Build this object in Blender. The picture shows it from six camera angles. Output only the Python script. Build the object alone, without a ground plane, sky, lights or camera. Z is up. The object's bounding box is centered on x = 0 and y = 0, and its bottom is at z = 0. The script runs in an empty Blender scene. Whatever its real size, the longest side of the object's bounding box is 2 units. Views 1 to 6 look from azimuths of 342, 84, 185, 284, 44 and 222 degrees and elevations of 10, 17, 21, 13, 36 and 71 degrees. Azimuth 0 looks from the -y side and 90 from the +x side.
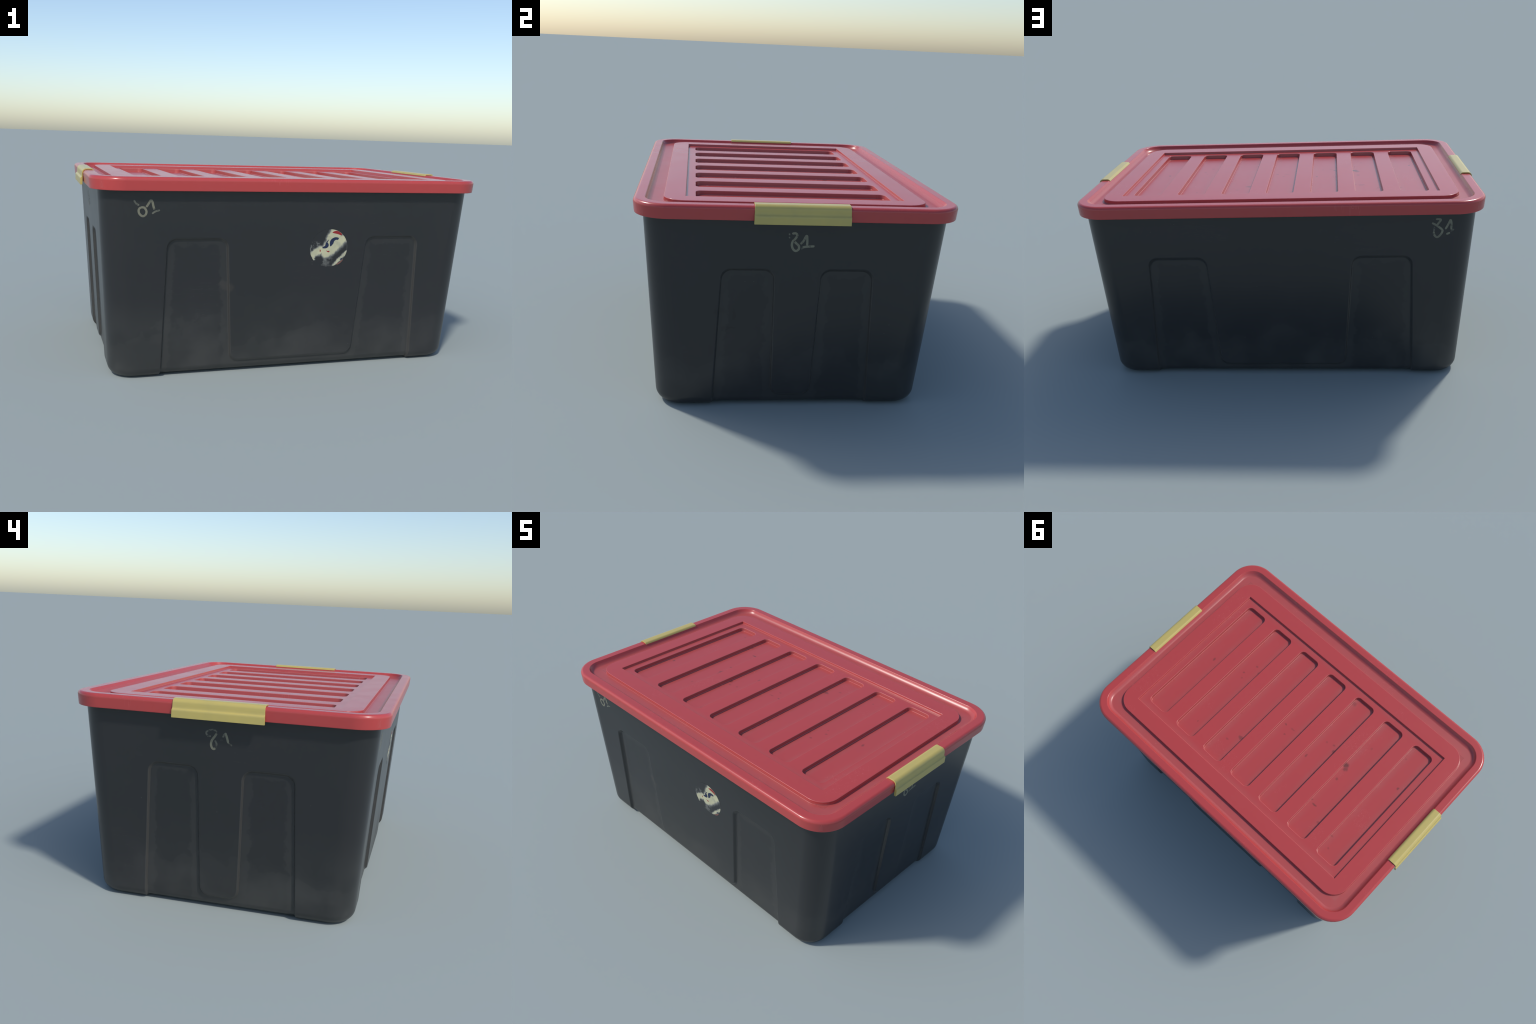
"""Lidded plastic storage box: dark tub with moulded recesses, red ribbed lid, two yellow clips."""
import bpy, bmesh, math
from mathutils import Vector
from mathutils.geometry import delaunay_2d_cdt

# ------------------------------------------------------------------ sizes (metres)
HX0, HY0 = 0.8974, 0.6059          # tub half sizes at the floor
SX, SY = 0.0571, 0.0606            # draft of the walls (outward per metre of height)
R_CORNER = 0.1165                  # vertical corner radius of the tub
R_FOOT = 0.050                     # fillet between wall and floor
TUB_TOP = 0.9075
LID_HX, LID_HY, LID_R = 0.9860, 0.6998, 0.151
Z_BRIM = 0.9540                    # top of the outer rim, a little above the raised panel
Z_RIM, Z_PLATE, Z_SLOT, Z_TROUGH = 0.9472, 0.9343, 0.9143, 0.9290
PAN_HX, PAN_HY, PAN_R = 0.8735, 0.5730, 0.095
REC_HX, REC_HY = 0.7865, 0.4820
SLOT_PITCH, SLOT_HW, SLOT_HL, SLOT_R = 0.2243, 0.0700, 0.4385, 0.028


# ------------------------------------------------------------------ small helpers
def srgb(r, g, b):
    def f(c):
        c /= 255.0
        return c / 12.92 if c <= 0.04045 else ((c + 0.055) / 1.055) ** 2.4
    return (f(r), f(g), f(b), 1.0)


def new_object(name, mesh, parent=None):
    ob = bpy.data.objects.new(name, mesh)
    bpy.context.scene.collection.objects.link(ob)
    ob.parent = parent
    return ob


def finish(bm, name, material, smooth=True, merge=2e-5):
    bmesh.ops.remove_doubles(bm, verts=bm.verts, dist=merge)
    bmesh.ops.dissolve_degenerate(bm, dist=1e-6, edges=bm.edges)
    bmesh.ops.recalc_face_normals(bm, faces=bm.faces)
    me = bpy.data.meshes.new(name)
    bm.to_mesh(me)
    bm.free()
    me.materials.append(material)
    for p in me.polygons:
        p.use_smooth = smooth
    return me


def weighted(ob, weight=50):
    m = ob.modifiers.new("weighted_normals", "WEIGHTED_NORMAL")
    m.mode, m.weight, m.keep_sharp = "FACE_AREA", weight, False
    return m


def rounded_rect(hx, hy, r, n=14):
    r = max(r, 1e-4)
    pts = []
    for k, (sx, sy) in enumerate(((1, 1), (-1, 1), (-1, -1), (1, -1))):
        for i in range(n + 1):
            a = math.radians(90 * k + 90 * i / n)
            pts.append((sx * (hx - r) + r * math.cos(a), sy * (hy - r) + r * math.sin(a)))
    return pts


def add_loop(bm, pts):
    return [bm.verts.new(p) for p in pts]


def bridge(bm, a, b, closed=True):
    n = len(a)
    for i in range(n if closed else n - 1):
        j = (i + 1) % n
        try:
            bm.faces.new((a[i], a[j], b[j], b[i]))
        except ValueError:
            pass


def cdt_faces(pts, edges, face):
    """Constrained triangulation of one polygon; returns (points, triangles)."""
    v, _, f, *_ = delaunay_2d_cdt([Vector(p) for p in pts], edges, [face], 1, 1e-7)
    return [(p.x, p.y) for p in v], f


def fillet_path(path, radii, seg):
    """Open polyline with its inner corners rounded (fixed point count per corner)."""
    out = [path[0]]
    for i in range(1, len(path) - 1):
        p, a, b = Vector(path[i]), Vector(path[i - 1]), Vector(path[i + 1])
        u, v = (a - p).normalized(), (b - p).normalized()
        ang = u.angle(v)
        r = radii[i - 1]
        t = r / math.tan(ang / 2)
        c = p + (u + v).normalized() * (r / math.sin(ang / 2))
        s, e = p + u * t - c, p + v * t - c
        for k in range(seg + 1):
            f = k / seg
            w = math.acos(max(-1, min(1, s.dot(e) / (r * r))))
            q = (s * math.sin((1 - f) * w) + e * math.sin(f * w)) / math.sin(w)
            out.append(tuple(c + q))
    out.append(path[-1])
    return out


def catmull(pts, per=7, closed=False):
    n = len(pts)
    if n < 3 and not closed:
        return [tuple(Vector(pts[0]).lerp(Vector(pts[1]), i / per)) for i in range(per + 1)]
    out = []
    for i in range(n if closed else n - 1):
        g = (lambda k: pts[k % n]) if closed else (lambda k: pts[max(0, min(n - 1, k))])
        p0, p1, p2, p3 = (Vector(g(i + d)) for d in (-1, 0, 1, 2))
        for k in range(per):
            t = k / per
            out.append(tuple(0.5 * (2 * p1 + (p2 - p0) * t + (2 * p0 - 5 * p1 + 4 * p2 - p3) * t * t
                                    + (3 * p1 - p0 - 3 * p2 + p3) * t ** 3)))
    if not closed:
        out.append(tuple(pts[-1]))
    return out


# ------------------------------------------------------------------ node helpers
class Nodes:
    def __init__(self, name):
        self.mat = bpy.data.materials.new(name)
        self.mat.use_nodes = True
        self.t = self.mat.node_tree
        self.bsdf = self.t.nodes["Principled BSDF"]
        self.obj = self.t.nodes.new("ShaderNodeTexCoord").outputs["Object"]

    def link(self, a, b):
        self.t.links.new(a, b)

    def put(self, sock, val):
        if isinstance(val, bpy.types.NodeSocket):
            self.link(val, sock)
        else:
            sock.default_value = val

    def math(self, op, a, b=0.0, c=0.0, clamp=False):
        n = self.t.nodes.new("ShaderNodeMath")
        n.operation, n.use_clamp = op, clamp
        for s, v in zip(n.inputs, (a, b, c)):
            self.put(s, v)
        return n.outputs[0]

    def vmath(self, op, a, b=(0, 0, 0)):
        n = self.t.nodes.new("ShaderNodeVectorMath")
        n.operation = op
        self.put(n.inputs[0], a)
        if op == "SCALE":
            self.put(n.inputs["Scale"], b)
        elif len(n.inputs) > 1:
            self.put(n.inputs[1], b)
        return n.outputs["Value"] if op in ("LENGTH", "DOT_PRODUCT", "DISTANCE") else n.outputs["Vector"]

    def ramp(self, x, lo, hi, a=0.0, b=1.0):
        n = self.t.nodes.new("ShaderNodeMapRange")
        n.interpolation_type = "SMOOTHSTEP"
        for s, v in zip(n.inputs[:5], (x, lo, hi, a, b)):
            self.put(s, v)
        return n.outputs[0]

    def noise(self, scale, detail=3.0, rough=0.55, vec=None, stretch=None, dist=0.0):
        v = vec if vec is not None else self.obj
        if stretch:
            v = self.vmath("MULTIPLY", v, stretch)
        n = self.t.nodes.new("ShaderNodeTexNoise")
        self.link(v, n.inputs["Vector"])
        n.inputs["Scale"].default_value, n.inputs["Detail"].default_value = scale, detail
        n.inputs["Roughness"].default_value, n.inputs["Distortion"].default_value = rough, dist
        return n.outputs

    def voronoi(self, scale, vec=None, feature="F1"):
        n = self.t.nodes.new("ShaderNodeTexVoronoi")
        n.feature = feature
        self.link(vec if vec is not None else self.obj, n.inputs["Vector"])
        n.inputs["Scale"].default_value = scale
        return n.outputs

    def mix(self, fac, a, b):
        n = self.t.nodes.new("ShaderNodeMix")
        n.data_type = "RGBA"
        self.put(n.inputs[0], fac)
        self.put(n.inputs[6], a)
        self.put(n.inputs[7], b)
        return n.outputs[2]

    def xyz(self, v=None):
        n = self.t.nodes.new("ShaderNodeSeparateXYZ")
        self.link(v if v is not None else self.obj, n.inputs[0])
        return n.outputs

    def combine(self, x, y, z=0.0):
        n = self.t.nodes.new("ShaderNodeCombineXYZ")
        for s, v in zip(n.inputs, (x, y, z)):
            self.put(s, v)
        return n.outputs[0]

    def bump(self, height, dist, strength=1.0):
        n = self.t.nodes.new("ShaderNodeBump")
        n.inputs["Strength"].default_value, n.inputs["Distance"].default_value = strength, dist
        self.link(height, n.inputs["Height"])
        self.link(n.outputs[0], self.bsdf.inputs["Normal"])

    def spot(self, vec, cx, cy, rx, ry, soft=0.35, cz=0.0):
        """Soft ellipse mask in the x-y plane of a vector."""
        d = self.vmath("SUBTRACT", vec, (cx, cy, cz))
        d = self.vmath("MULTIPLY", d, (1 / rx, 1 / ry, 0.0))
        return self.ramp(self.vmath("LENGTH", d), 1.0 + soft, 1.0 - soft)

    def segment(self, vec, a, b, r0, r1):
        """Soft capsule mask around the segment a-b."""
        a, b = Vector((*a, 0)), Vector((*b, 0))
        ba = b - a
        pa = self.vmath("SUBTRACT", vec, tuple(a))
        h = self.math("MULTIPLY", self.vmath("DOT_PRODUCT", pa, tuple(ba)), 1 / ba.length_squared, clamp=True)
        d = self.vmath("LENGTH", self.vmath("SUBTRACT", pa, self.vmath("SCALE", tuple(ba), h)))
        return self.ramp(d, r1, r0)

    def maximum(self, items):
        out = items[0]
        for i in items[1:]:
            out = self.math("MAXIMUM", out, i)
        return out


# ------------------------------------------------------------------ materials
TUB_DARK = srgb(36, 38, 39)
TUB_DUST = srgb(68, 68, 66)


def tub_colour(n):
    """Colour of the dark plastic with a settled dust line low down; shared by tub, marks and sticker."""
    geo = n.t.nodes.new("ShaderNodeNewGeometry").outputs["Position"]
    x, y, z = n.xyz(geo)
    big = n.noise(2.6, 4, 0.6, geo)[0]
    fine = n.noise(9.0, 6, 0.62, geo)[0]
    # ragged upper border of the dirty lower zone
    h = n.math("ADD", z, n.math("MULTIPLY_ADD", big, -0.50, 0.25))
    h = n.math("ADD", h, n.math("MULTIPLY_ADD", fine, -0.14, 0.07))
    low = n.ramp(h, 0.212, 0.198)
    fade = n.ramp(z, 0.50, 0.02)
    cloud = n.ramp(n.noise(5.0, 3, 0.5, geo)[0], 0.40, 0.68)
    dust = n.math("ADD", n.math("MULTIPLY", low, n.math("MULTIPLY_ADD", cloud, 0.06, 0.12)), n.math("MULTIPLY", fade, n.math("MULTIPLY_ADD", cloud, 0.34, 0.18)))
    col = n.mix(dust, TUB_DARK, TUB_DUST)
    tint = n.ramp(n.noise(1.7, 2, 0.5, geo)[0], 0.35, 0.7)
    col = n.mix(n.math("MULTIPLY", tint, 0.45), col, srgb(40, 39, 42))
    # stray pale specks
    v = n.voronoi(26.0, geo)
    sp = n.math("MULTIPLY", n.ramp(v[0], 0.075, 0.03), n.ramp(n.xyz(v[1])[0], 0.86, 0.90))
    col = n.mix(n.math("MULTIPLY", sp, 0.22), col, srgb(120, 120, 116))
    return col, geo, dust


def mat_tub():
    n = Nodes("dark_plastic")
    col, geo, dust = tub_colour(n)
    x, y, z = n.xyz(geo)
    # brownish scuff beside the left recess of the front
    p = n.vmath("ADD", geo, n.vmath("SCALE", n.vmath("SUBTRACT", n.noise(22, 3, 0.6, geo)[1], (0.5, 0.5, 0.5)), 0.05))
    pf = n.combine(n.xyz(p)[0], n.xyz(p)[2])
    front = n.math("LESS_THAN", y, -0.55)
    scuff = n.maximum([n.spot(pf, -0.352, 0.430, 0.030, 0.022), n.spot(pf, -0.372, 0.452, 0.022, 0.016)])
    col = n.mix(n.math("MULTIPLY", n.math("MULTIPLY", scuff, front), 0.55), col, srgb(60, 56, 53))
    ps = n.combine(n.xyz(p)[1], n.xyz(p)[2])
    end = n.math("GREATER_THAN", x, 0.8)
    dark = n.maximum([n.spot(ps, -0.300, 0.385, 0.018, 0.010), n.spot(ps, -0.325, 0.470, 0.026, 0.012),
                      n.spot(ps, -0.272, 0.455, 0.010, 0.028), n.spot(ps, -0.275, 0.388, 0.016, 0.006)])
    col = n.mix(n.math("MULTIPLY", n.math("MULTIPLY", dark, end), 0.6), col, srgb(26, 28, 29))
    # thin pale scratches
    scr = n.noise(7.0, 2, 0.5, geo, stretch=(0.6, 0.6, 16.0), dist=0.4)[0]
    line = n.ramp(n.math("ABSOLUTE", n.math("SUBTRACT", scr, 0.5)), 0.006, 0.001)
    patch = n.ramp(n.noise(3.3, 2, 0.5, geo)[0], 0.58, 0.66)
    col = n.mix(n.math("MULTIPLY", n.math("MULTIPLY", line, patch), 0.10), col, srgb(110, 110, 108))
    # dirt along recess floor borders; step walls lightened to lift their shade
    nrm = n.xyz(n.t.nodes.new("ShaderNodeNewGeometry").outputs["Normal"])
    ax, ay = n.math("ABSOLUTE", x), n.math("ABSOLUTE", y)
    ragged = n.math("MULTIPLY_ADD", n.noise(13.0, 5, 0.62, geo)[0], 0.10, -0.05)
    border, walls = [], []
    for spec, u, h0, sl, out, lim, comp in ((LONG, ax, HY0, SY, ay, 0.72, 0), (SHORT, ay, HX0, SX, ax, 0.42, 1)):
        d1 = n.math("SUBTRACT", n.math("MULTIPLY_ADD", z, spec["outer"][1], spec["outer"][0]), u)
        d2 = n.math("SUBTRACT", u, n.math("MULTIPLY_ADD", z, spec["inner"][1], spec["inner"][0]))
        d3 = n.math("SUBTRACT", spec["top"], z)
        d = n.math("MINIMUM", n.math("MINIMUM", d1, d2), d3)
        sunk = n.math("SUBTRACT", n.math("MULTIPLY_ADD", z, sl, h0), out)       # depth below the wall plane
        here = n.math("MULTIPLY", n.ramp(sunk, 0.008, 0.012), n.math("LESS_THAN", u, lim))
        border.append(n.math("MULTIPLY", here, n.ramp(n.math("ADD", d, ragged), 0.046, 0.034)))
        side = n.math("MAXIMUM", n.ramp(n.math("ABSOLUTE", nrm[comp]), 0.25, 0.7), n.math("MULTIPLY", n.ramp(nrm[2], -0.25, -0.6), n.ramp(z, 0.055, 0.060)))
        walls.append(n.math("MULTIPLY", side, n.math("LESS_THAN", u, lim)))
    col = n.mix(n.math("MULTIPLY", n.maximum(border), n.math("MULTIPLY_ADD", n.ramp(z, 0.7, 0.1), 0.10, 0.17)), col, TUB_DUST)
    col = n.mix(n.math("MULTIPLY", n.maximum(walls), 0.80), col, srgb(63, 62, 60))
    n.link(col, n.bsdf.inputs["Base Color"])
    r = n.math("ADD", 0.30, n.math("MULTIPLY_ADD", n.noise(6, 4, 0.6, geo)[0], 0.08, -0.04))
    n.link(n.math("ADD", r, n.math("MULTIPLY", dust, 0.15)), n.bsdf.inputs["Roughness"])
    n.bump(n.noise(60, 4, 0.6, geo)[0], 0.0006, 0.25)
    return n.mat


def mat_lid():
    n = Nodes("red_plastic")
    x, y, z = n.xyz()
    red = srgb(177, 66, 65)
    shade = n.noise(3.0, 3, 0.55)[0]
    col = n.mix(n.math("MULTIPLY", n.ramp(shade, 0.3, 0.75), 0.35), red, srgb(171, 68, 67))
    dustc = srgb(156, 102, 98)
    ax, ay = n.math("ABSOLUTE", x), n.math("ABSOLUTE", y)
    inside = n.ramp(z, 0.900, 0.903)
    n2 = n.ramp(n.noise(7.0, 4, 0.6)[0], 0.30, 0.72)
    # trough round the raised panel
    low = n.math("MULTIPLY", n.ramp(z, 0.9445, 0.936), inside)
    ring = n.math("MAXIMUM", n.ramp(ax, PAN_HX - 0.01, PAN_HX), n.ramp(ay, PAN_HY - 0.01, PAN_HY))
    trough = n.math("MULTIPLY", n.math("MULTIPLY", low, ring), n.ramp(ax, 0.95, 0.93))
    trough = n.math("MULTIPLY", trough, n.ramp(ay, 0.67, 0.65))
    col = n.mix(n.math("MULTIPLY", trough, n.math("MULTIPLY_ADD", n2, 0.12, 0.18)), col, dustc)
    # edge of the recessed plate
    rec = n.math("MAXIMUM", n.ramp(ax, REC_HX - 0.05, REC_HX), n.ramp(ay, REC_HY - 0.05, REC_HY))
    plate = n.math("MULTIPLY", n.math("MULTIPLY", low, n.math("SUBTRACT", 1.0, ring)), rec)
    col = n.mix(n.math("MULTIPLY", plate, n.math("MULTIPLY_ADD", n2, 0.12, 0.14)), col, dustc)
    # slot floors: dust gathers along the walls
    floor = n.math("MULTIPLY", n.ramp(z, 0.9170, 0.9142), n.math("SUBTRACT", 1.0, ring))
    lx = n.math("ABSOLUTE", n.math("SUBTRACT", n.math("FLOORED_MODULO", n.math("ADD", x, SLOT_PITCH * 10.5), SLOT_PITCH), SLOT_PITCH / 2))
    edge = n.math("MAXIMUM", n.ramp(lx, 0.02, SLOT_HW), n.ramp(y, SLOT_HL - 0.13, SLOT_HL, 0.0, 0.2))
    corner = n.math("MULTIPLY", n.ramp(lx, 0.02, SLOT_HW), n.ramp(ay, SLOT_HL - 0.16, SLOT_HL - 0.01))
    amt = n.math("MULTIPLY", edge, n.math("MULTIPLY_ADD", n2, 0.18, 0.14))
    amt = n.math("ADD", n.math("ADD", amt, 0.05), n.math("MULTIPLY", n.math("MULTIPLY", corner, n.math("LESS_THAN", y, 0.0)), 0.18), clamp=True)
    col = n.mix(n.math("MULTIPLY", floor, amt), col, dustc)
    # slot walls greyed against red bounce light; edge highlights painted pale top and bottom
    wallm = n.math("MULTIPLY", n.math("MULTIPLY", n.ramp(z, Z_PLATE - 0.0002, Z_PLATE - 0.0010), inside), n.math("SUBTRACT", 1.0, floor))
    wallm = n.math("MULTIPLY", wallm, n.math("SUBTRACT", 1.0, ring))
    col = n.mix(n.math("MULTIPLY", wallm, 0.30), col, srgb(150, 84, 80))
    e1 = n.math("MULTIPLY", n.ramp(z, Z_PLATE - 0.0026, Z_PLATE - 0.0012), n.ramp(z, Z_PLATE - 0.0001, Z_PLATE - 0.0006))
    e2 = n.math("MULTIPLY", n.ramp(z, Z_SLOT + 0.0030, Z_SLOT + 0.0016), n.ramp(z, Z_SLOT + 0.0001, Z_SLOT + 0.0006))
    e3 = n.math("MULTIPLY", n.ramp(z, Z_RIM - 0.0026, Z_RIM - 0.0014), n.ramp(z, Z_RIM - 0.0001, Z_RIM - 0.0005))
    e3 = n.math("MULTIPLY", e3, n.math("MULTIPLY", n.ramp(ax, PAN_HX + 0.02, PAN_HX + 0.01), n.ramp(ay, PAN_HY + 0.02, PAN_HY + 0.01)))
    edge_glint = n.math("MULTIPLY", n.math("MAXIMUM", e1, n.math("MULTIPLY", e2, n.ramp(ay, SLOT_HL - 0.02, SLOT_HL - 0.05))), n.math("SUBTRACT", 1.0, ring))
    edge_glint = n.math("MAXIMUM", edge_glint, n.math("MULTIPLY", e3, 0.5))
    col = n.mix(n.math("MULTIPLY", edge_glint, 0.50), col, srgb(200, 136, 130))
    # dirt spots lying in the slots
    wob = n.vmath("SUBTRACT", n.noise(34, 3, 0.6)[1], (0.5, 0.5, 0.5))
    p = n.vmath("ADD", n.obj, n.vmath("SCALE", wob, 0.022))
    m = n.maximum([n.math("MULTIPLY", n.spot(p, *s[:4], soft=0.5), s[4]) for s in SPOTS])
    loop = n.maximum([n.segment(p, a, b, 0.002, 0.010) for a, b in zip(DIRT_CURL[:-1], DIRT_CURL[1:])])
    m = n.math("MAXIMUM", m, n.math("MULTIPLY", loop, 0.75))
    m = n.math("MULTIPLY", m, n.math("MULTIPLY_ADD", n.noise(40, 3, 0.6)[0], 0.7, 0.35))
    col = n.mix(n.math("MULTIPLY", floor, m), col, srgb(102, 56, 52))
    # pale hairline scratches on skirt and rim
    scr = n.noise(6.0, 1, 0.5, stretch=(9.0, 9.0, 0.8))[0]
    line = n.ramp(n.math("ABSOLUTE", n.math("SUBTRACT", scr, 0.5)), 0.010, 0.002)
    pm = n.ramp(n.noise(4.1, 2, 0.5)[0], 0.60, 0.66)
    col = n.mix(n.math("MULTIPLY", n.math("MULTIPLY", line, pm), 0.16), col, srgb(225, 140, 140))
    n.link(col, n.bsdf.inputs["Base Color"])
    r = n.math("ADD", 0.24, n.math("MULTIPLY", n.math("ADD", n.math("MULTIPLY", floor, amt), trough), 0.10))
    r = n.math("ADD", r, n.math("MULTIPLY", n.math("MULTIPLY", wallm, n.ramp(y, 0.40, 0.42)), 0.30))
    n.link(n.math("ADD", r, n.math("MULTIPLY_ADD", n.noise(9, 3, 0.6)[0], 0.08, -0.04)), n.bsdf.inputs["Roughness"])
    n.bump(n.noise(70, 3, 0.6)[0], 0.0004, 0.1)
    return n.mat


def mat_clip():
    n = Nodes("yellow_plastic")
    c = n.mix(n.ramp(n.noise(8, 3, 0.6)[0], 0.3, 0.75), srgb(188, 170, 97), srgb(181, 165, 98))
    n.link(c, n.bsdf.inputs["Base Color"])
    n.bsdf.inputs["Roughness"].default_value = 0.30
    n.bump(n.noise(50, 3, 0.6)[0], 0.0004, 0.2)
    return n.mat


def mat_chalk(name, cover, colour):
    """Rubbed paint marker: pale strokes that let the dark plastic through."""
    n = Nodes(name)
    col, geo, _ = tub_colour(n)
    w = n.noise(55, 4, 0.65, geo)[0]
    keep = n.ramp(w, 0.30 + 0.16 * (1 - cover), 0.42 + 0.22 * (1 - cover), 0.1, 1.0)
    keep = n.math("MULTIPLY", keep, n.ramp(n.noise(18, 2, 0.5, geo)[0], 0.3, 0.6, 0.7, 1.0))
    n.link(n.mix(keep, col, colour), n.bsdf.inputs["Base Color"])
    n.bsdf.inputs["Roughness"].default_value = 0.34
    return n.mat


def mat_plain(name, colour, rough=0.55):
    n = Nodes(name)
    n.link(n.mix(n.math("MULTIPLY", n.noise(40, 3)[0], 0.25), colour, tuple(c * 0.6 for c in colour[:3]) + (1,)),
           n.bsdf.inputs["Base Color"])
    n.bsdf.inputs["Roughness"].default_value = rough
    return n.mat


def mat_sticker():
    """Torn round label: cream where paper remains, dark plastic where it is rubbed off."""
    n = Nodes("worn_label_paper")
    col, geo, _ = tub_colour(n)
    g = n.xyz(geo)
    wob = n.vmath("SUBTRACT", n.noise(45, 4, 0.65, geo)[1], (0.5, 0.5, 0.5))
    p0 = n.combine(g[0], g[2])
    p = n.vmath("ADD", p0, n.vmath("SCALE", wob, 0.022))
    p = n.vmath("MULTIPLY", p, (1, 1, 0))
    seg = [((0.1938, 0.7003), (0.1477, 0.5986), 0.021, 0.045, 1.0), ((0.2288, 0.6560), (0.1521, 0.5911), 0.010, 0.042, 1.0),
           ((0.1161, 0.6065), (0.0772, 0.5853), 0.010, 0.029, 1.0), ((0.0660, 0.5900), (0.0812, 0.5577), 0.001, 0.011, 0.9),
           ((0.0640, 0.6300), (0.0600, 0.6000), 0.001, 0.008, 0.5), ((0.2540, 0.5930), (0.1866, 0.5255), 0.003, 0.014, 0.95),
           ((0.1406, 0.5656), (0.1471, 0.5322), 0.001, 0.016, 0.42), ((0.1250, 0.5290), (0.1750, 0.5270), 0.001, 0.009, 0.25)]
    m = n.maximum([n.math("MULTIPLY", n.segment(p, a, b, r0, r1), k) for a, b, r0, r1, k in seg])
    tatter = n.ramp(n.noise(48, 4, 0.7, geo)[0], 0.44, 0.60)
    near = n.segment(p, (0.0670, 0.6300), (0.1120, 0.6330), 0.006, 0.026)
    near2 = n.segment(p, (0.1600, 0.5600), (0.1400, 0.5350), 0.008, 0.034)
    m = n.math("MAXIMUM", m, n.math("MULTIPLY", n.math("MULTIPLY", n.math("MAXIMUM", near, near2), tatter), 0.42))
    rad = n.vmath("LENGTH", n.vmath("MULTIPLY", n.vmath("SUBTRACT", p0, (STK[0], STK[1], 0)), (1 / 0.0990, 1 / 0.0943, 0)))
    rim = n.math("MULTIPLY", n.ramp(rad, 0.955, 0.975), n.ramp(g[0], 0.20, 0.235))
    m = n.math("MAXIMUM", m, n.math("MULTIPLY", rim, 0.30))
    scuffs = n.ramp(n.noise(26, 5, 0.7, geo)[0], 0.35, 0.60, 0.72, 1.0)
    m = n.math("MULTIPLY", m, scuffs)
    paper = n.mix(n.ramp(n.noise(14, 3, 0.6, geo)[0], 0.35, 0.7), srgb(188, 185, 152), srgb(170, 169, 142))
    grey = srgb(128, 130, 126)
    body = n.mix(n.ramp(m, 0.03, 0.75), col, n.mix(n.ramp(m, 0.4, 0.9), grey, paper))
    n.link(body, n.bsdf.inputs["Base Color"])
    n.link(n.ramp(m, 0.1, 0.7, 0.32, 0.42), n.bsdf.inputs["Roughness"])
    return n.mat


# dirt on the slot floors: centre and half sizes (seen from above)
SPOTS = [  # x, y, half sizes, strength
    (0.655, -0.025, 0.007, 0.011, 0.8), (0.428, -0.169, 0.006, 0.007, 0.7), (0.460, -0.085, 0.006, 0.006, 0.7),
    (0.446, -0.052, 0.006, 0.005, 0.5), (0.390, -0.144, 0.006, 0.006, 0.5), (0.435, 0.333, 0.004, 0.004, 0.8),
    (0.228, 0.292, 0.010, 0.007, 0.5), (0.176, 0.233, 0.015, 0.010, 0.8), (0.039, -0.011, 0.007, 0.005, 0.8),
    (-0.014, -0.016, 0.012, 0.005, 0.5), (0.002, 0.039, 0.006, 0.005, 0.6), (-0.170, -0.390, 0.016, 0.014, 0.5),
    (-0.183, 0.052, 0.006, 0.008, 0.8), (-0.283, -0.078, 0.008, 0.010, 0.9), (-0.259, -0.109, 0.007, 0.006, 0.6),
    (-0.213, -0.095, 0.006, 0.006, 0.5), (-0.390, -0.065, 0.018, 0.016, 1.25), (-0.403, -0.046, 0.013, 0.014, 0.95),
    (-0.409, 0.036, 0.008, 0.008, 0.8), (-0.434, -0.246, 0.007, 0.007, 0.4), (-0.420, 0.239, 0.014, 0.006, 0.9),
    (-0.388, 0.225, 0.005, 0.005, 0.6), (-0.707, -0.165, 0.006, 0.010, 0.9), (-0.624, -0.336, 0.006, 0.006, 0.4),
    (-0.615, 0.306, 0.008, 0.006, 0.5), (-0.646, 0.372, 0.006, 0.006, 0.5), (-0.503, 0.302, 0.008, 0.006, 0.5),
]
DIRT_CURL = [(-0.277, 0.024), (-0.243, -0.016), (-0.236, -0.055), (-0.247, -0.078), (-0.270, -0.090)]
STK = (0.1576, 0.6150)             # label centre on the front wall (x, z)


# ------------------------------------------------------------------ tub
FOOT_ROWS = [R_FOOT * (1 - math.cos(math.radians(90 * k / 8))) for k in range(9)]


def foot_inset(z):
    if z >= R_FOOT:
        return 0.0
    return R_FOOT - math.sqrt(max(0.0, R_FOOT ** 2 - (R_FOOT - z) ** 2))


LONG = dict(outer=(0.6646, -0.0316), inner=(0.3153, 0.0608), top=0.6725, sill=0.0650)
SHORT = dict(outer=(0.3558, -0.0416), inner=(0.0856, 0.0216), top=0.6710, sill=0.0660)
# cross-section of the step into the moulded recess: (sideways, depth)
STEP = [(-0.0052, 0.0), (-0.0028, 0.0003), (-0.0008, 0.0013), (0.0008, 0.0032), (0.0042, 0.0104), (0.0058, 0.0124), (0.0082, 0.0134), (0.0112, 0.0137)]


def recess_outline(spec, w):
    """U-shaped recess (two legs joined under a centre panel), grown inward by w."""
    lo = lambda z: spec["outer"][0] + spec["outer"][1] * z - w
    li = lambda z: spec["inner"][0] + spec["inner"][1] * z + w
    t, s = spec["top"] - w, spec["sill"] - w
    path = [(-lo(0), 0), (-lo(t), t), (-li(t), t), (-li(s), s), (li(s), s), (li(t), t), (lo(t), t), (lo(0), 0)]
    rt, rs = 0.048 - w, 0.042 + w
    pts = fillet_path(path, [rt, rt, rs, rs, rt, rt], 9)
    rows = FOOT_ROWS[1:]
    left = [(-lo(z), z) for z in rows]
    return [pts[0]] + left + pts[1:-1] + [(-u, z) for u, z in reversed(left)] + [pts[-1]]


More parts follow.
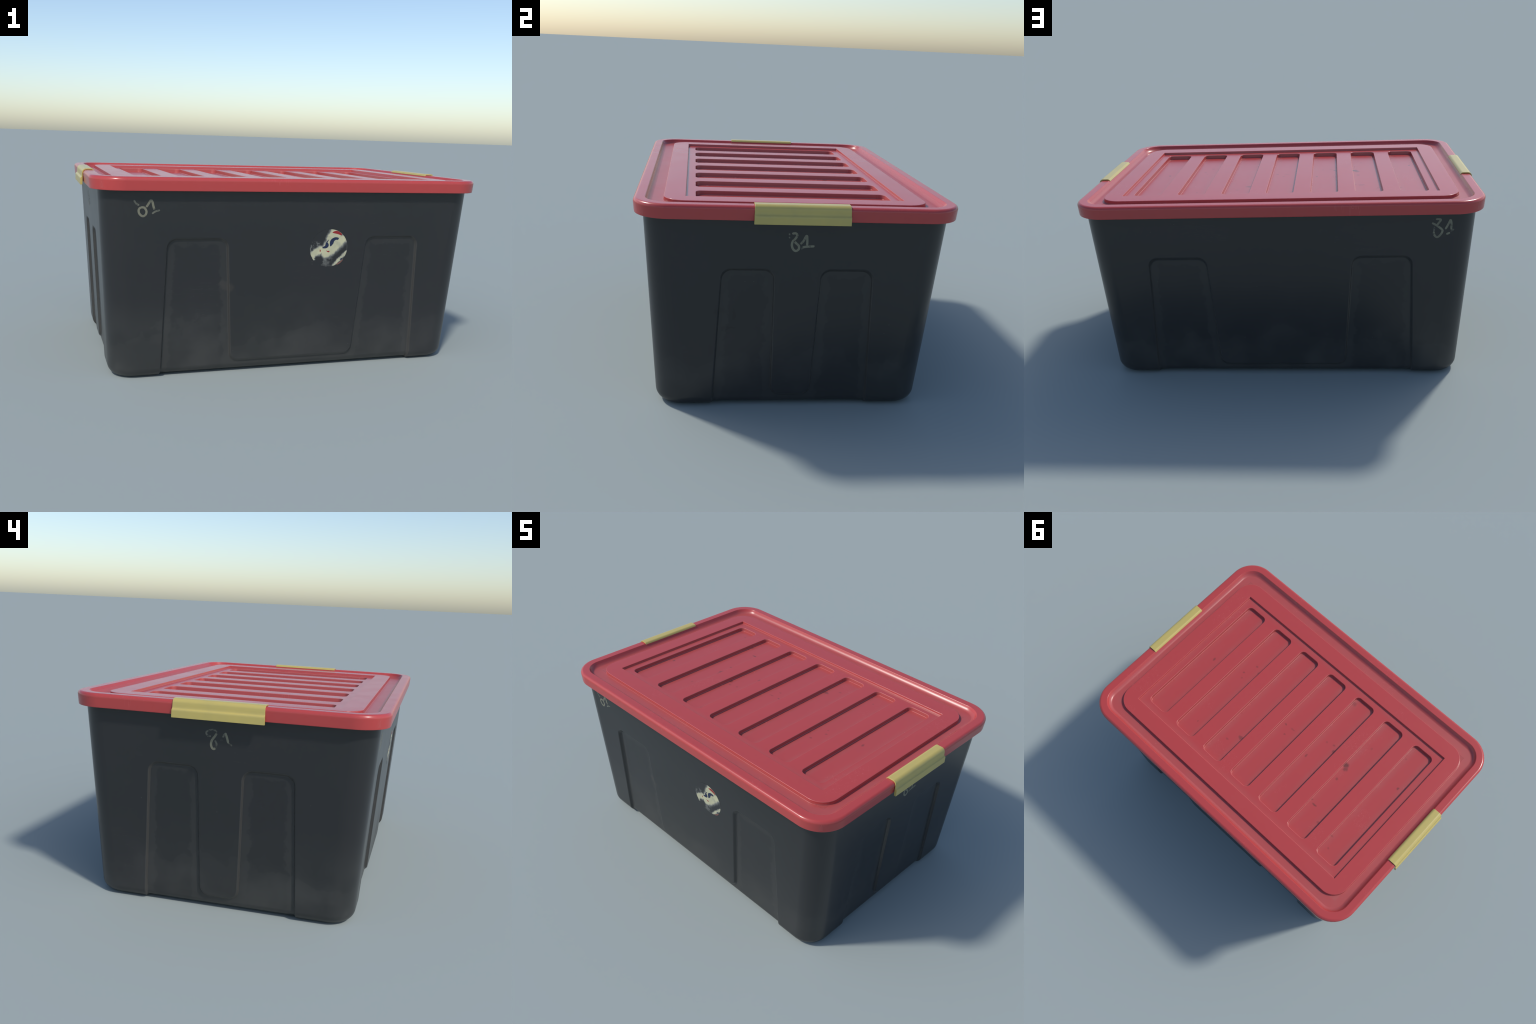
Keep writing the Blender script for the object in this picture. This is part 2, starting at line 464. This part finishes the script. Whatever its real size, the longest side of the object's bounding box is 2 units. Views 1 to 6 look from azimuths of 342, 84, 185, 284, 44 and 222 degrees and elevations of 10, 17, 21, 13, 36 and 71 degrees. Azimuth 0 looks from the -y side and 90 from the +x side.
def wall(bm, spec, h0, s0, g0, s1, place):
    """One tub wall. place(u, out, z) maps wall coordinates to space."""
    half = lambda z: g0 + s1 * z - R_CORNER
    full = STEP[-1][1]

    def pos(u, z, d):
        f = min(1.0, z / 0.06)
        return place(u, h0 + s0 * z - foot_inset(z) - d, z + d / full * (0.0045 * (1 - f) - 0.0065 * f))
    nrow = len(FOOT_ROWS)
    rings = [recess_outline(spec, w) for w, _ in STEP]
    # step into the recess
    vr = [add_loop(bm, [pos(u, z, d) for u, z in ring]) for ring, (_, d) in zip(rings, STEP)]
    for a, b in zip(vr[:-1], vr[1:]):
        bridge(bm, a, b, closed=False)

    def fill(pts, edges, depth):
        v, f = cdt_faces(pts, edges, list(range(len(pts))))
        vs = [bm.verts.new(pos(u, z, depth)) for u, z in v]
        for t in f:
            bm.faces.new([vs[i] for i in t])
    # outside of the recess
    L = rings[0]
    n = len(L)
    right = [(half(z), z) for z in FOOT_ROWS + [TUB_TOP]]
    left = [(-half(z), z) for z in reversed(FOOT_ROWS + [TUB_TOP])]
    pts = L + right + left
    edges = []
    for k in range(1, nrow):
        edges.append((n - 1 - k, n + k))
        edges.append((k, len(pts) - 1 - k))
    fill(pts, edges, 0.0)
    # floor of the recess
    L = rings[-1]
    edges = [(k, n - 1 - k) for k in range(1, nrow)]
    fill(L, edges, STEP[-1][1])


def build_tub(mat):
    bm = bmesh.new()
    wall(bm, LONG, HY0, SY, HX0, SX, lambda u, o, z: (u, -o, z))
    wall(bm, LONG, HY0, SY, HX0, SX, lambda u, o, z: (-u, o, z))
    wall(bm, SHORT, HX0, SX, HY0, SY, lambda u, o, z: (o, u, z))
    wall(bm, SHORT, HX0, SX, HY0, SY, lambda u, o, z: (-o, -u, z))
    # rounded vertical corners
    zs = FOOT_ROWS + [TUB_TOP]
    for k, (sx, sy) in enumerate(((1, 1), (-1, 1), (-1, -1), (1, -1))):
        prev = None
        for z in zs:
            r = R_CORNER - foot_inset(z)
            cx, cy = sx * (HX0 + SX * z - R_CORNER), sy * (HY0 + SY * z - R_CORNER)
            loop = add_loop(bm, [(cx + r * math.cos(math.radians(90 * k + 6 * i)), cy + r * math.sin(math.radians(90 * k + 6 * i)), z)
                                 for i in range(16)])
            if prev:
                bridge(bm, prev, loop, closed=False)
            prev = loop
    bmesh.ops.remove_doubles(bm, verts=bm.verts, dist=2e-5)
    # underside: fill the open outline at z = 0
    low = [e for e in bm.edges if e.is_boundary and all(v.co.z < 0.0052 for v in e.verts)]
    bmesh.ops.contextual_create(bm, geom=low)
    # inner skin of the tub
    t = 0.012
    inner = []
    for z, ins in ((TUB_TOP, t), (0.07, t), (0.035, t + 0.012), (0.026, t + 0.04)):
        inner.append(add_loop(bm, [(x, y, z) for x, y in rounded_rect(
            HX0 + SX * z - ins, HY0 + SY * z - ins - 0.012 * (z < 0.5), R_CORNER - ins, 15)]))
    for a, b in zip(inner[:-1], inner[1:]):
        bridge(bm, a, b)
    bm.faces.new(inner[-1])
    top = add_loop(bm, [(x, y, TUB_TOP) for x, y in rounded_rect(HX0 + SX * TUB_TOP, HY0 + SY * TUB_TOP, R_CORNER, 15)])
    bridge(bm, top, inner[0])
    me = finish(bm, "tub", mat)
    return me


# ------------------------------------------------------------------ lid
def build_lid(mat):
    bm = bmesh.new()

    def ring(hx, hy, r, z):
        return add_loop(bm, [(x, y, z) for x, y in rounded_rect(hx, hy, r)])

    prof = [(0.045, 0.909), (0.013, 0.909), (0.0115, 0.900), (0.0105, 0.8935), (0.0095, 0.8922), (0.0055, 0.8922),
            (0.0042, 0.8930), (0.0036, 0.8955), (0.0002, 0.934)]
    rr = 0.016
    for k in range(0, 9):
        a = math.radians(90 * k / 8)
        prof.append((rr - rr * math.cos(a), Z_BRIM - rr + rr * math.sin(a)))
    prof += [(0.0480, Z_BRIM), (0.0496, Z_BRIM - 0.0003), (0.0508, Z_BRIM - 0.0012)]
    # gutter slope easing into the trough
    for k in range(1, 13):
        f = k / 12
        prof.append((0.0508 + 0.027 * f, Z_TROUGH + (Z_BRIM - 0.0012 - Z_TROUGH) * (1 - f) ** 1.9))
    loops = [ring(LID_HX - i, LID_HY - i, LID_R - i, z) for i, z in prof]
    for d, z in ((0.0060, Z_TROUGH), (0.0040, Z_TROUGH + 0.0004), (0.0030, Z_TROUGH + 0.0018), (0.0012, Z_RIM - 0.0020),
                 (0.0003, Z_RIM - 0.0005), (-0.0015, Z_RIM)):
        loops.append(ring(PAN_HX + d, PAN_HY + d, PAN_R + d, z))
    for a, b in zip(loops[:-1], loops[1:]):
        bridge(bm, a, b)
    bm.faces.new(loops[0])

    def sheet(outer, holes, z):
        pts, edges = [], []
        for loop in [outer] + holes:
            o, m = len(pts), len(loop)
            pts += loop
            edges += [(o + i, o + (i + 1) % m) for i in range(m)]
        v, _, f, *_ = delaunay_2d_cdt([Vector(p) for p in pts], edges, [list(range(len(outer)))], 1, 1e-7)
        boxes = [(min(p[0] for p in h), max(p[0] for p in h), min(p[1] for p in h), max(p[1] for p in h)) for h in holes]
        hv = [set() for _ in holes]
        vs = [bm.verts.new((p.x, p.y, z)) for p in v]
        for t in f:
            c = sum((v[i] for i in t), Vector((0, 0))) / 3
            inside = any(b[0] < c.x < b[1] and b[2] < c.y < b[3] and in_poly(c, h) for b, h in zip(boxes, holes))
            if not inside:
                bm.faces.new([vs[i] for i in t])

    def in_poly(c, poly):
        r = False
        for i in range(len(poly)):
            a, b = poly[i], poly[i - 1]
            if (a[1] > c.y) != (b[1] > c.y) and c.x < (b[0] - a[0]) * (c.y - a[1]) / (b[1] - a[1]) + a[0]:
                r = not r
        return r

    # raised frame with sharp-cornered window
    frame_in = rounded_rect(REC_HX + 0.0012, REC_HY + 0.0012, 0.003, 3)
    sheet(rounded_rect(PAN_HX - 0.0015, PAN_HY - 0.0015, PAN_R - 0.0015), [frame_in], Z_RIM)
    wl = [add_loop(bm, [(x, y, z) for x, y in rounded_rect(REC_HX + d, REC_HY + d, 0.0018 + max(d, -0.0005), 3)])
          for d, z in ((0.0012, Z_RIM), (0.0, Z_RIM - 0.0004), (-0.0008, Z_RIM - 0.0016), (-0.0020, Z_PLATE + 0.0020),
                       (-0.0030, Z_PLATE + 0.0005), (-0.0048, Z_PLATE))]
    for a, b in zip(wl[:-1], wl[1:]):
        bridge(bm, a, b)
    # recessed plate with seven slots
    slots = [[(x + k * SLOT_PITCH, y) for x, y in rounded_rect(SLOT_HW + 0.0014, SLOT_HL + 0.0014, SLOT_R + 0.0014, 8)] for k in range(-3, 4)]
    sheet(rounded_rect(REC_HX - 0.0048, REC_HY - 0.0048, 0.0013, 3), slots, Z_PLATE)
    for k in range(-3, 4):
        sl = [add_loop(bm, [(x + k * SLOT_PITCH, y, z) for x, y in rounded_rect(SLOT_HW + d, SLOT_HL + d, SLOT_R + d, 8)])
              for d, z in ((0.0014, Z_PLATE), (0.0004, Z_PLATE - 0.0003), (-0.0003, Z_PLATE - 0.0009), (-0.0006, Z_PLATE - 0.0018), (-0.0028, Z_SLOT + 0.0020),
                           (-0.0034, Z_SLOT + 0.0008), (-0.0042, Z_SLOT + 0.0001), (-0.0052, Z_SLOT), (-0.0100, Z_SLOT))]
        for a, b in zip(sl[:-1], sl[1:]):
            bridge(bm, a, b)
        bm.faces.new(sl[-1])
    return finish(bm, "lid", mat)


# ------------------------------------------------------------------ clips
def build_clip(mat):
    """Snap clip: one profile drawn along the short side of the lid."""
    outer = [(0.9305, 0.9500), (0.9335, 0.9550), (0.9370, 0.9588), (0.9410, 0.9606), (0.9460, 0.9612), (0.9700, 0.9612)]
    for k in range(1, 8):
        a = math.radians(90 - 82 * k / 7)
        outer.append((0.9700 + 0.0205 * math.cos(a), 0.9407 + 0.0205 * math.sin(a)))
    outer += [(0.9910, 0.9310), (0.9914, 0.9240), (0.9925, 0.9205), (0.9950, 0.9182), (0.9978, 0.9166), (0.9992, 0.9145), (0.9998, 0.9115),
              (1.0000, 0.9080), (1.0000, 0.8822), (0.9993, 0.8812)]
    inner = [(0.9892, 0.8812), (0.9886, 0.8820), (0.9872, 0.9120), (0.9870, 0.9380), (0.9835, 0.9480), (0.9770, 0.9535),
             (0.9690, 0.9552), (0.9430, 0.9552), (0.9380, 0.9535), (0.9350, 0.9505), (0.9330, 0.9475)]
    prof = outer + inner
    bm = bmesh.new()
    half = lambda z: 0.1995 + 0.0018 * max(0.0, min(1.0, (0.95 - z) / 0.06))
    a = add_loop(bm, [(x, -half(z), z) for x, z in prof])
    b = add_loop(bm, [(x, half(z), z) for x, z in prof])
    bridge(bm, a, b)
    bm.faces.new(a)
    bm.faces.new(b)
    return finish(bm, "clip", mat)


# ------------------------------------------------------------------ marks on the walls
def wall_point(face, u, z, lift):
    """Point on a tub wall (u along the wall, z height) raised by lift."""
    if face in ("front", "back"):
        s = -1 if face == "front" else 1
        return (u, s * (HY0 + SY * z + lift), z)
    s = 1 if face == "right" else -1
    return (s * (HX0 + SX * z + lift), u, z)


def stroke(bm, face, pts, width, lift, per=7, closed=False):
    """Flat brush stroke with round ends and a little thickness."""
    line = [Vector(p) for p in catmull(pts, per)]
    hw = width / 2
    left, right = [], []
    n = len(line)
    for i, p in enumerate(line):
        t = (line[min(n - 1, i + 1)] - line[max(0, i - 1)]).normalized()
        s = Vector((-t.y, t.x))
        taper = min(1.0, 0.55 + 0.45 * min(i, n - 1 - i) / 2)
        left.append(p + s * hw * taper)
        right.append(p - s * hw * taper)
    top, low = [], []
    for i in range(n):
        l = lift + 0.0001 * i / n
        top.append((bm.verts.new(wall_point(face, left[i].x, left[i].y, l)), bm.verts.new(wall_point(face, right[i].x, right[i].y, l))))
        low.append((bm.verts.new(wall_point(face, left[i].x, left[i].y, -0.0006)), bm.verts.new(wall_point(face, right[i].x, right[i].y, -0.0006))))
    for i in range(n - 1):
        bm.faces.new((top[i][0], top[i + 1][0], top[i + 1][1], top[i][1]))
        for k in (0, 1):
            bm.faces.new((top[i][k], top[i + 1][k], low[i + 1][k], low[i][k]))
    for i in (0, n - 1):
        bm.faces.new((top[i][0], top[i][1], low[i][1], low[i][0]))


def blob(bm, face, pts, lift, per=5):
    """Closed flat shape with smoothed outline, raised by lift from the wall."""
    line = catmull(pts, per, closed=True)
    top = [bm.verts.new(wall_point(face, u, z, lift)) for u, z in line]
    low = [bm.verts.new(wall_point(face, u, z, -0.0006)) for u, z in line]
    bm.faces.new(top)
    bridge(bm, top, low)


NUMBERS = {
    "front": dict(strong=[
        [(-0.768, 0.8153), (-0.751, 0.8145), (-0.7405, 0.7965), (-0.747, 0.7795), (-0.760, 0.7769), (-0.7731, 0.789), (-0.7751, 0.8059), (-0.766, 0.8160)],
        [(-0.742, 0.8172), (-0.7329, 0.8303), (-0.7213, 0.8509)], [(-0.7213, 0.8500), (-0.7144, 0.8400), (-0.7104, 0.8228), (-0.7056, 0.8059)]],
        faint=[[(-0.7966, 0.8487), (-0.7884, 0.8339), (-0.7735, 0.8257)], [(-0.7154, 0.787), (-0.6987, 0.7984), (-0.680, 0.8033)]]),
    "right": dict(strong=[
        [(-0.0360, 0.8307), (-0.0209, 0.8327), (-0.0139, 0.8237), (-0.0211, 0.8088), (-0.0309, 0.7976), (-0.0344, 0.7809), (-0.0279, 0.7624),
         (-0.0157, 0.7544), (-0.0039, 0.7628), (-0.0049, 0.7777), (-0.0162, 0.7886), (-0.0238, 0.7960)],
        [(0.0017, 0.7852), (0.0132, 0.7983), (0.0257, 0.8225), (0.0298, 0.8042), (0.0306, 0.7790)],
        [(0.0120, 0.7700), (0.0221, 0.7735), (0.0432, 0.7755), (0.0627, 0.7769)]],
        faint=[[(-0.0500, 0.8268), (-0.0430, 0.8295)], [(0.0060, 0.7635), (0.0130, 0.7680)], [(-0.0480, 0.8120), (-0.0440, 0.8150)]]),
    "back": dict(strong=[
        [(-0.7450, 0.8588), (-0.7676, 0.8563), (-0.7589, 0.8397), (-0.7499, 0.8273)],
        [(-0.7281, 0.8402), (-0.7499, 0.8273), (-0.772, 0.8101), (-0.7784, 0.7994), (-0.7716, 0.7826), (-0.7569, 0.7679), (-0.7429, 0.7766), (-0.738, 0.7958)],
        [(-0.7914, 0.8077), (-0.8034, 0.8327), (-0.8134, 0.8576)], [(-0.8130, 0.8560), (-0.8177, 0.8367), (-0.8185, 0.8052)],
        [(-0.7967, 0.7822), (-0.8136, 0.7904)]],
        faint=[[(-0.738, 0.7958), (-0.7406, 0.8200)], [(-0.8166, 0.7940), (-0.8317, 0.8092)]]),
    "left": dict(strong=[
        [(0.0165, 0.8200), (0.0241, 0.8071), (0.0367, 0.7896), (0.0413, 0.771), (0.0362, 0.755), (0.0287, 0.7512), (0.0220, 0.7550)],
        [(-0.0207, 0.8256), (-0.0275, 0.8100), (-0.0354, 0.7818)]],
        faint=[[(0.0649, 0.8215), (0.0573, 0.8077), (0.0424, 0.8054)], [(0.0649, 0.8215), (0.0483, 0.8313), (0.028, 0.8338), (0.016, 0.8241)],
               [(0.0200, 0.7560), (0.0161, 0.7733), (0.0237, 0.789)],
               [(-0.0003, 0.7894), (-0.0081, 0.7960)], [(-0.0100, 0.8040), (-0.0190, 0.8220)], [(-0.0354, 0.7818), (-0.0521, 0.7725)]]),
}


def build_number(face, mats, parent):
    spec = NUMBERS[face]
    bm = bmesh.new()
    counts = []
    for kind, width in (("strong", 0.0098), ("faint", 0.0080)):
        for i, s in enumerate(spec[kind]):
            stroke(bm, face, s, width, 0.0002 + 0.00005 * len(counts))
            counts.append(kind)
            bm.faces.ensure_lookup_table()
            for f in bm.faces:
                if not f.tag:
                    f.tag = True
                    f.material_index = 0 if kind == "strong" else 1
    bmesh.ops.recalc_face_normals(bm, faces=bm.faces)
    me = bpy.data.meshes.new("handwritten_number")
    bm.to_mesh(me)
    bm.free()
    for m in mats:
        me.materials.append(m)
    ob = new_object("handwritten_number", me, parent)
    return ob


def simple(name, bm, mat, parent):
    bmesh.ops.recalc_face_normals(bm, faces=bm.faces)
    me = bpy.data.meshes.new(name)
    bm.to_mesh(me)
    bm.free()
    me.materials.append(mat)
    return new_object(name, me, parent)


def build_sticker(parent):
    bm = bmesh.new()
    ring = [(STK[0] + 0.0990 * math.cos(math.tau * i / 72), STK[1] + 0.0943 * math.sin(math.tau * i / 72)) for i in range(72)]
    top = [bm.verts.new(wall_point("front", u, z, 0.0006)) for u, z in ring]
    low = [bm.verts.new(wall_point("front", u, z, -0.0006)) for u, z in ring]
    bm.faces.new(top)
    bridge(bm, top, low)
    simple("round_label", bm, mat_sticker(), parent)
    prints = {
        "navy_print": (srgb(26, 37, 68), [
            [(0.1651, 0.6232), (0.1611, 0.6387), (0.1628, 0.6514), (0.1716, 0.6623), (0.1886, 0.669), (0.2065, 0.6655), (0.2033, 0.6564),
             (0.1917, 0.6558), (0.1832, 0.6493), (0.1788, 0.6366)],
            [(0.1225, 0.6155), (0.1280, 0.6225), (0.1360, 0.6270), (0.1380, 0.6340), (0.1400, 0.6435), (0.1490, 0.6425), (0.1558, 0.6320),
             (0.1525, 0.6200), (0.1405, 0.6140)],
            [(0.1439, 0.6462), (0.1491, 0.6534), (0.1553, 0.6577), (0.152, 0.6505), (0.1472, 0.6432)],
            [(0.2214, 0.5583), (0.2308, 0.5637), (0.2331, 0.5599), (0.2257, 0.5545)]]),
        "red_print": (srgb(142, 34, 38), [
            [(0.1711, 0.6925), (0.1803, 0.6986), (0.1938, 0.7010), (0.2079, 0.6955), (0.2216, 0.6854), (0.2191, 0.6781), (0.203, 0.6838),
             (0.1871, 0.6876)],
            [(0.1101, 0.6084), (0.1141, 0.6065), (0.1151, 0.5992), (0.111, 0.5974)],
            [(0.1442, 0.603), (0.1514, 0.6008), (0.1631, 0.6006), (0.1577, 0.594), (0.1497, 0.5970)]]),
        "faded_red_print": (srgb(122, 82, 74), [
            [(0.2019, 0.5327), (0.2151, 0.5399), (0.2262, 0.5489), (0.2374, 0.5571), (0.2341, 0.5487), (0.2232, 0.5378), (0.21, 0.5307)]])}
    for name, (colour, shapes) in prints.items():
        bm = bmesh.new()
        for sh in shapes:
            blob(bm, "front", sh, 0.0010)
        simple("label_print", bm, mat_plain(name, colour, 0.4), parent)


# ------------------------------------------------------------------ assemble
def main():
    root = bpy.data.objects.new("storage_box", None)
    bpy.context.scene.collection.objects.link(root)
    root["label"] = "dark plastic storage box with red ribbed lid and yellow clips"
    root["category"] = "storage box"

    tub = new_object("tub", build_tub(mat_tub()), root)
    weighted(tub)
    lid = new_object("lid", build_lid(mat_lid()), root)
    weighted(lid)
    cm = build_clip(mat_clip())
    for k in range(2):
        clip = new_object("clip", cm, root)
        clip.rotation_euler = (0, 0, math.pi * k)
        b = clip.modifiers.new("soft_ends", "BEVEL")
        b.width, b.segments, b.limit_method, b.angle_limit = 0.0018, 3, "ANGLE", math.radians(50)
        weighted(clip)
    pale = srgb(116, 115, 98)
    mats = [mat_chalk("paint_marker", 0.9, pale), mat_chalk("worn_paint_marker", 0.42, srgb(100, 101, 90))]
    for face in ("front", "right", "back", "left"):
        build_number(face, mats, tub)
    build_sticker(tub)


main()
